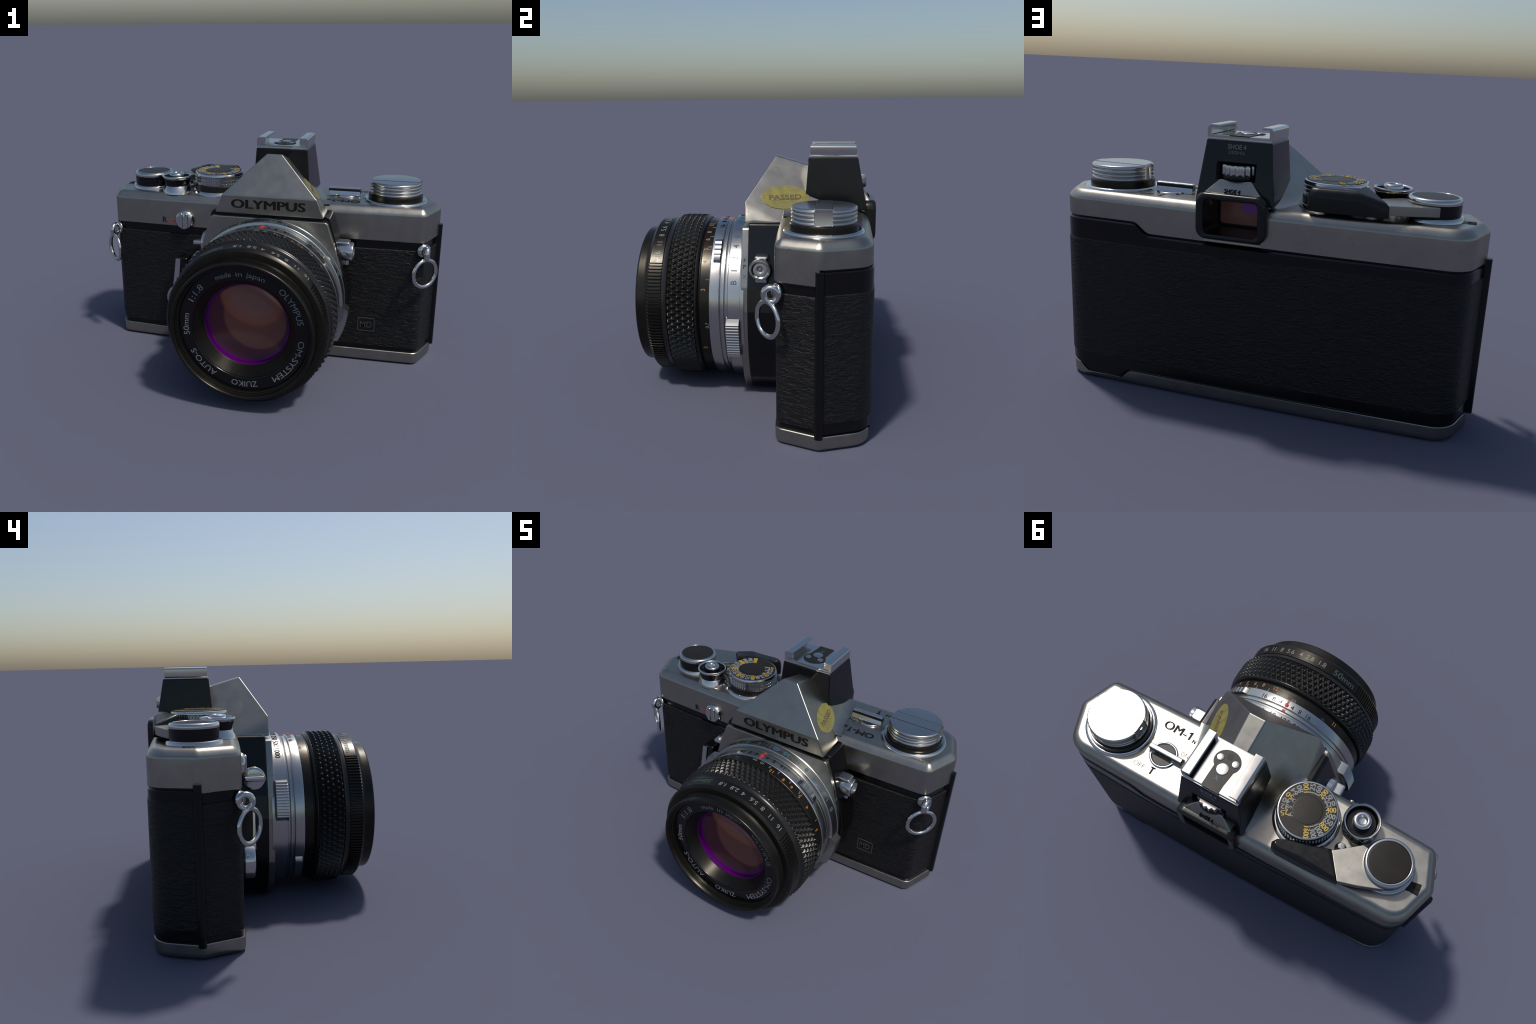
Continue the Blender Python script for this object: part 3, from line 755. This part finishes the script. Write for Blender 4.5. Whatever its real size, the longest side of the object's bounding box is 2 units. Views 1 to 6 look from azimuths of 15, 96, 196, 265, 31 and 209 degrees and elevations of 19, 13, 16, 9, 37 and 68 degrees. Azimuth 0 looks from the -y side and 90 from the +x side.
# model badge on the leatherette
md = group("motor_drive_badge")
bp = [(0.571, 0.190), (0.664, 0.190), (0.664, 0.268), (0.571, 0.268)]
extrude_poly("badge_plate", rounded_poly(bp, 0.004, 2), y_place, 0.1355, 0.16, "plastic", md, 0.001)
for (x0, z0), (x1, z1) in zip(bp, bp[1:] + bp[:1]):
    box("badge_frame", ((x0 + x1) / 2, 0.1358, (z0 + z1) / 2), (abs(x1 - x0) + 0.005, 0.004, abs(z1 - z0) + 0.005), "ink_dark", md, 0.001)
lettering("badge_lettering", [("MD", 0.036, 0.066, 0.005, flat((0.6175, 0.1355, 0.211), (1, 0, 0), (0, 0, 1)))], "ink_dark", md)

# ------------------------------------------------------------------ lens
lens = group("lens")
C = (LX, 0.0, LZ)
# shutter speed ring on the mount
lathe("shutter_speed_ring", [(0.30, -0.04), (0.434, -0.04), (0.434, -0.056), (0.431, -0.060), (0.430, -0.062), (0.430, -0.117), (0.426, -0.122), (0.409, -0.124), (0.408, -0.134), (0.411, -0.139), (0.30, -0.139)],
      C, 'y', "alu", lens, 192)
lathe("depth_scale_ring", [(0.30, -0.136), (0.411, -0.138), (0.415, -0.141), (0.415, -0.152), (0.411, -0.154), (0.411, -0.158), (0.417, -0.161), (0.420, -0.166), (0.420, -0.208), (0.417, -0.2125), (0.30, -0.2125)],
      C, 'y', "alu", lens, 192)
lathe("distance_scale_ring", [(0.30, -0.21), (0.411, -0.2115), (0.412, -0.214), (0.412, -0.258), (0.411, -0.262), (0.409, -0.264), (0.409, -0.271), (0.30, -0.271)],
      C, 'y', "anod", lens, 192)
# diamond-knurled focus ring
def focus_ring():
    NA, NS = 84, 10             # diamonds round the ring, samples per diamond
    y0, y1 = -0.425, -0.287
    cols = 5
    NY = 60
    bm = bmesh.new()
    ys = [(0.36, -0.266), (0.410, -0.268), (0.420, -0.272), (0.427, -0.278), (0.428, y1 + 0.001)]
    n = NA * NS
    rows = []
    def ring(r, y): return [bm.verts.new((LX + r * cos(2 * pi * k / n), y, LZ + r * sin(2 * pi * k / n))) for k in range(n)]
    for r, y in ys: rows.append(ring(r, y))
    tri = lambda t: abs(((t) % 1.0) * 2 - 1)       # 1 at integers, 0 half way
    for j in range(NY + 1):
        f = j / NY
        y = y1 + (y1 - y0) * -f
        fade = min(1, f / 0.04, (1 - f) / 0.04)
        row_ = []
        for k in range(n):
            a = k / NS
            u = a + f * cols / 2 * 1.0; v = a - f * cols / 2 * 1.0
            h = min(1.0, 1.35 * min(1 - tri(u), 1 - tri(v)))
            h = (h ** 0.9) * fade
            r = 0.4205 + 0.0140 * h - 0.0015 * (2 * f - 1) ** 2
            row_.append(bm.verts.new((LX + r * cos(2 * pi * k / n), y, LZ + r * sin(2 * pi * k / n))))
        rows.append(row_)
    for r, y in ((0.424, y0 - 0.002), (0.421, y0 - 0.006), (0.416, y0 - 0.008), (0.412, y0 - 0.018), (0.410, y0 - 0.030), (0.36, y0 - 0.030)):
        rows.append(ring(r, y))
    for A, B in zip(rows, rows[1:]):
        for k in range(n):
            bm.faces.new((A[k], A[(k + 1) % n], B[(k + 1) % n], B[k]))
    return from_bm("focus_ring", bm, "rubber", lens, 50)
focus_ring()
# aperture ring: ribbed all round except for the figure panel on top
def rib(a, i):
    if not 2 <= i <= 3: return 0
    d = math.degrees(a)
    if 36.5 < d < 129: return 0
    t = (d / 2.45) % 1
    return 0.0 if t < 0.5 else -0.0065
lathe("aperture_ring", [(0.30, -0.452), (0.402, -0.452), (0.412, -0.459), (0.4125, -0.521), (0.407, -0.528), (0.400, -0.534), (0.375, -0.537), (0.30, -0.537)], C, 'y', "anod", lens, 147 * 8, smooth=30, rmod=rib)
# front rim, recessed name ring, ribbed funnel and front element
lathe("filter_rim", [(0.33, -0.53), (0.372, -0.533), (0.372, -0.541), (0.368, -0.546), (0.3655, -0.560), (0.364, -0.590), (0.362, -0.596), (0.357, -0.5995), (0.350, -0.5985), (0.346, -0.594),
                     (0.343, -0.586), (0.341, -0.578), (0.338, -0.577), (0.337, -0.568), (0.333, -0.566), (0.330, -0.548), (0.33, -0.53)], C, 'y', "anod", lens, 192, smooth=45)
lathe("name_ring", [(0.335, -0.545), (0.332, -0.5515), (0.327, -0.553), (0.268, -0.553), (0.264, -0.551), (0.260, -0.545), (0.26, -0.535), (0.335, -0.535)], C, 'y', "black", lens, 160)
fp = [(0.262, -0.547)]
for k in range(22):
    t = k / 22
    fp += [(0.262 - 0.042 * t, -0.547 + 0.057 * t), (0.262 - 0.042 * (t + 0.022) , -0.547 + 0.057 * (t + 0.012))]
fp += [(0.2185, -0.489), (0.232, -0.47), (0.27, -0.47), (0.27, -0.542)]
lathe("funnel", fp, C, 'y', "anod", lens, 128, smooth=20)
lathe("lens_cell", [(0.2185, -0.490), (0.2165, -0.4895), (0.2140, -0.458), (0.230, -0.458), (0.230, -0.485)], C, 'y', "violet", lens, 128, smooth=30)
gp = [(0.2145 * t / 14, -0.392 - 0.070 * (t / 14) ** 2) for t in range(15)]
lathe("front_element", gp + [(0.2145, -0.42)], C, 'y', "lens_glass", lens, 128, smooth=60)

# tabs of the speed ring, depth preview and release buttons
def arc_block(name, a0, a1, r0, r1, y0, y1, mat, ribs=0, chamfer=4.0, bevel=0.004):
    """block following the barrel between two angles, with sloping ends; optional cross ribs"""
    n = max(12, ribs * 4)
    bm = bmesh.new()
    rows = []
    for k in range(n + 1):
        d = a0 + (a1 - a0) * k / n
        e = min(1, (d - a0) / chamfer + 0.001, (a1 - d) / chamfer + 0.001)
        r = r0 + (r1 - r0) * max(0, e)
        if ribs and e >= 1 and (k // 2) % 2: r -= 0.0028
        a = radians(d)
        rows.append([bm.verts.new((LX + q * cos(a), y, LZ + q * sin(a))) for q, y in ((r0 - 0.02, y0), (r, y0), (r, y1), (r0 - 0.02, y1))])
    for A, B in zip(rows, rows[1:]):
        for j in range(4): bm.faces.new((A[j], A[(j + 1) % 4], B[(j + 1) % 4], B[j]))
    bm.faces.new(rows[0]); bm.faces.new(rows[-1][::-1])
    return from_bm(name, bm, mat, lens, 35)
arc_block("speed_ring_tab", -31, 0, 0.418, 0.462, -0.062, -0.125, "alu", ribs=16)
arc_block("speed_ring_tab", 148, 179, 0.418, 0.462, -0.062, -0.125, "alu", ribs=16)
arc_block("depth_preview_button", 37, 56, 0.420, 0.436, -0.165, -0.197, "alu", ribs=5, chamfer=2.5)
arc_block("depth_preview_surround", 36, 57, 0.418, 0.4225, -0.162, -0.200, "dark", chamfer=0.6)
arc_block("lens_release_button", -152, -128, 0.420, 0.440, -0.165, -0.203, "alu", ribs=4, chamfer=3)

# barrel lettering (read from behind)
R1 = 0.430
sp_b = [("B", 23), ("1", 31), ("2", 40), ("4", 49), ("8", 58), ("15", 67), ("30", 76), ("60", 85)]
sp_k = [("125", 95), ("250", 105), ("500", 115), ("1000", 126)]
lettering("speed_lettering", [(s, 0.028, None, 0.01, on_barrel(R1, a, -0.077)) for s, a in sp_b], "ink_blue", lens)
lettering("speed_lettering", [(s, 0.028, None, 0.01, on_barrel(R1, a, -0.077)) for s, a in sp_k], "ink_black", lens)
R2 = 0.420
lettering("depth_lettering", [(s, 0.024, None, 0.0, on_barrel(R2, a, -0.168)) for s, a in (("16", 72), ("8", 79.5), ("4", 85), ("4", 94.5), ("8", 100.5), ("16", 107.5))], "ink_black", lens)
lathe("lens_index", [(0, 0.415), (0.011, 0.415), (0.011, 0.4225), (0.008, 0.424), (0, 0.4245)], (LX, -0.178, LZ), 'z', "ink_red", lens, 24)
arc_block("lens_index", 89.2, 90.8, 0.419, 0.4215, -0.185, -0.208, "ink_red", chamfer=0.1)
arc_block("lens_index", 88.6, 91.4, 0.414, 0.4165, -0.140, -0.153, "ink_red", chamfer=0.1)
R3 = 0.412
lettering("distance_lettering", [(s, 0.021, None, 0.0, on_barrel(R3, a, -0.233)) for s, a in (("2", -26), ("3", 18), ("4", 38), ("5", 48), ("6", 57), ("8", 65), ("12", 76), ("11", 127))], "ink_orange", lens)
lettering("distance_lettering", [(s, 0.017, None, 0.0, on_barrel(R3, a, -0.216)) for s, a in (("0.7", -7), ("1", 25), ("1.5", 49), ("2", 60), ("3", 71), ("5", 79), ("10", 86), ("oo", 92.5))], "ink_white", lens)
lettering("distance_lettering", [("m", 0.02, None, 0.0, on_barrel(R3, 117.5, -0.216))], "ink_green", lens)
R4 = 0.4125
lettering("aperture_lettering", [(s, 0.027, None, 0.0, on_barrel(R4, a, -0.474)) for s, a in (("16", 43.5), ("11", 52.5), ("8", 60.8), ("5.6", 69), ("4", 78), ("2.8", 85.6), ("1.8", 96))], "ink_white", lens)
lettering("aperture_lettering", [("50mm", 0.032, 0.135, 0.01, on_barrel(R4, 115.5, -0.470))], "ink_green", lens)
# name ring lettering
def word(s, a0, a1, h=0.030, bold=0.0, r=0.281):
    mid = (a0 + a1) / 2
    return (s, h, abs(radians(a1 - a0)) * r, bold, on_face(r, mid, -0.553))
lettering("name_lettering", [word("made", 117.6, 101.3, 0.024), word("in", 96.5, 90, 0.024), word("japan", 86, 67.4, 0.024),
                             word("50mm", 191, 168.3), word("1:1.8", 154, 134)], "ink_dim", lens)
lettering("name_lettering", [word("OLYMPUS", 51, 11.5), word("OM-SYSTEM", -5, -58.5), word("ZUIKO", -75.5, -102), word("AUTO-S", -119, -153)], "ink_dim", lens)
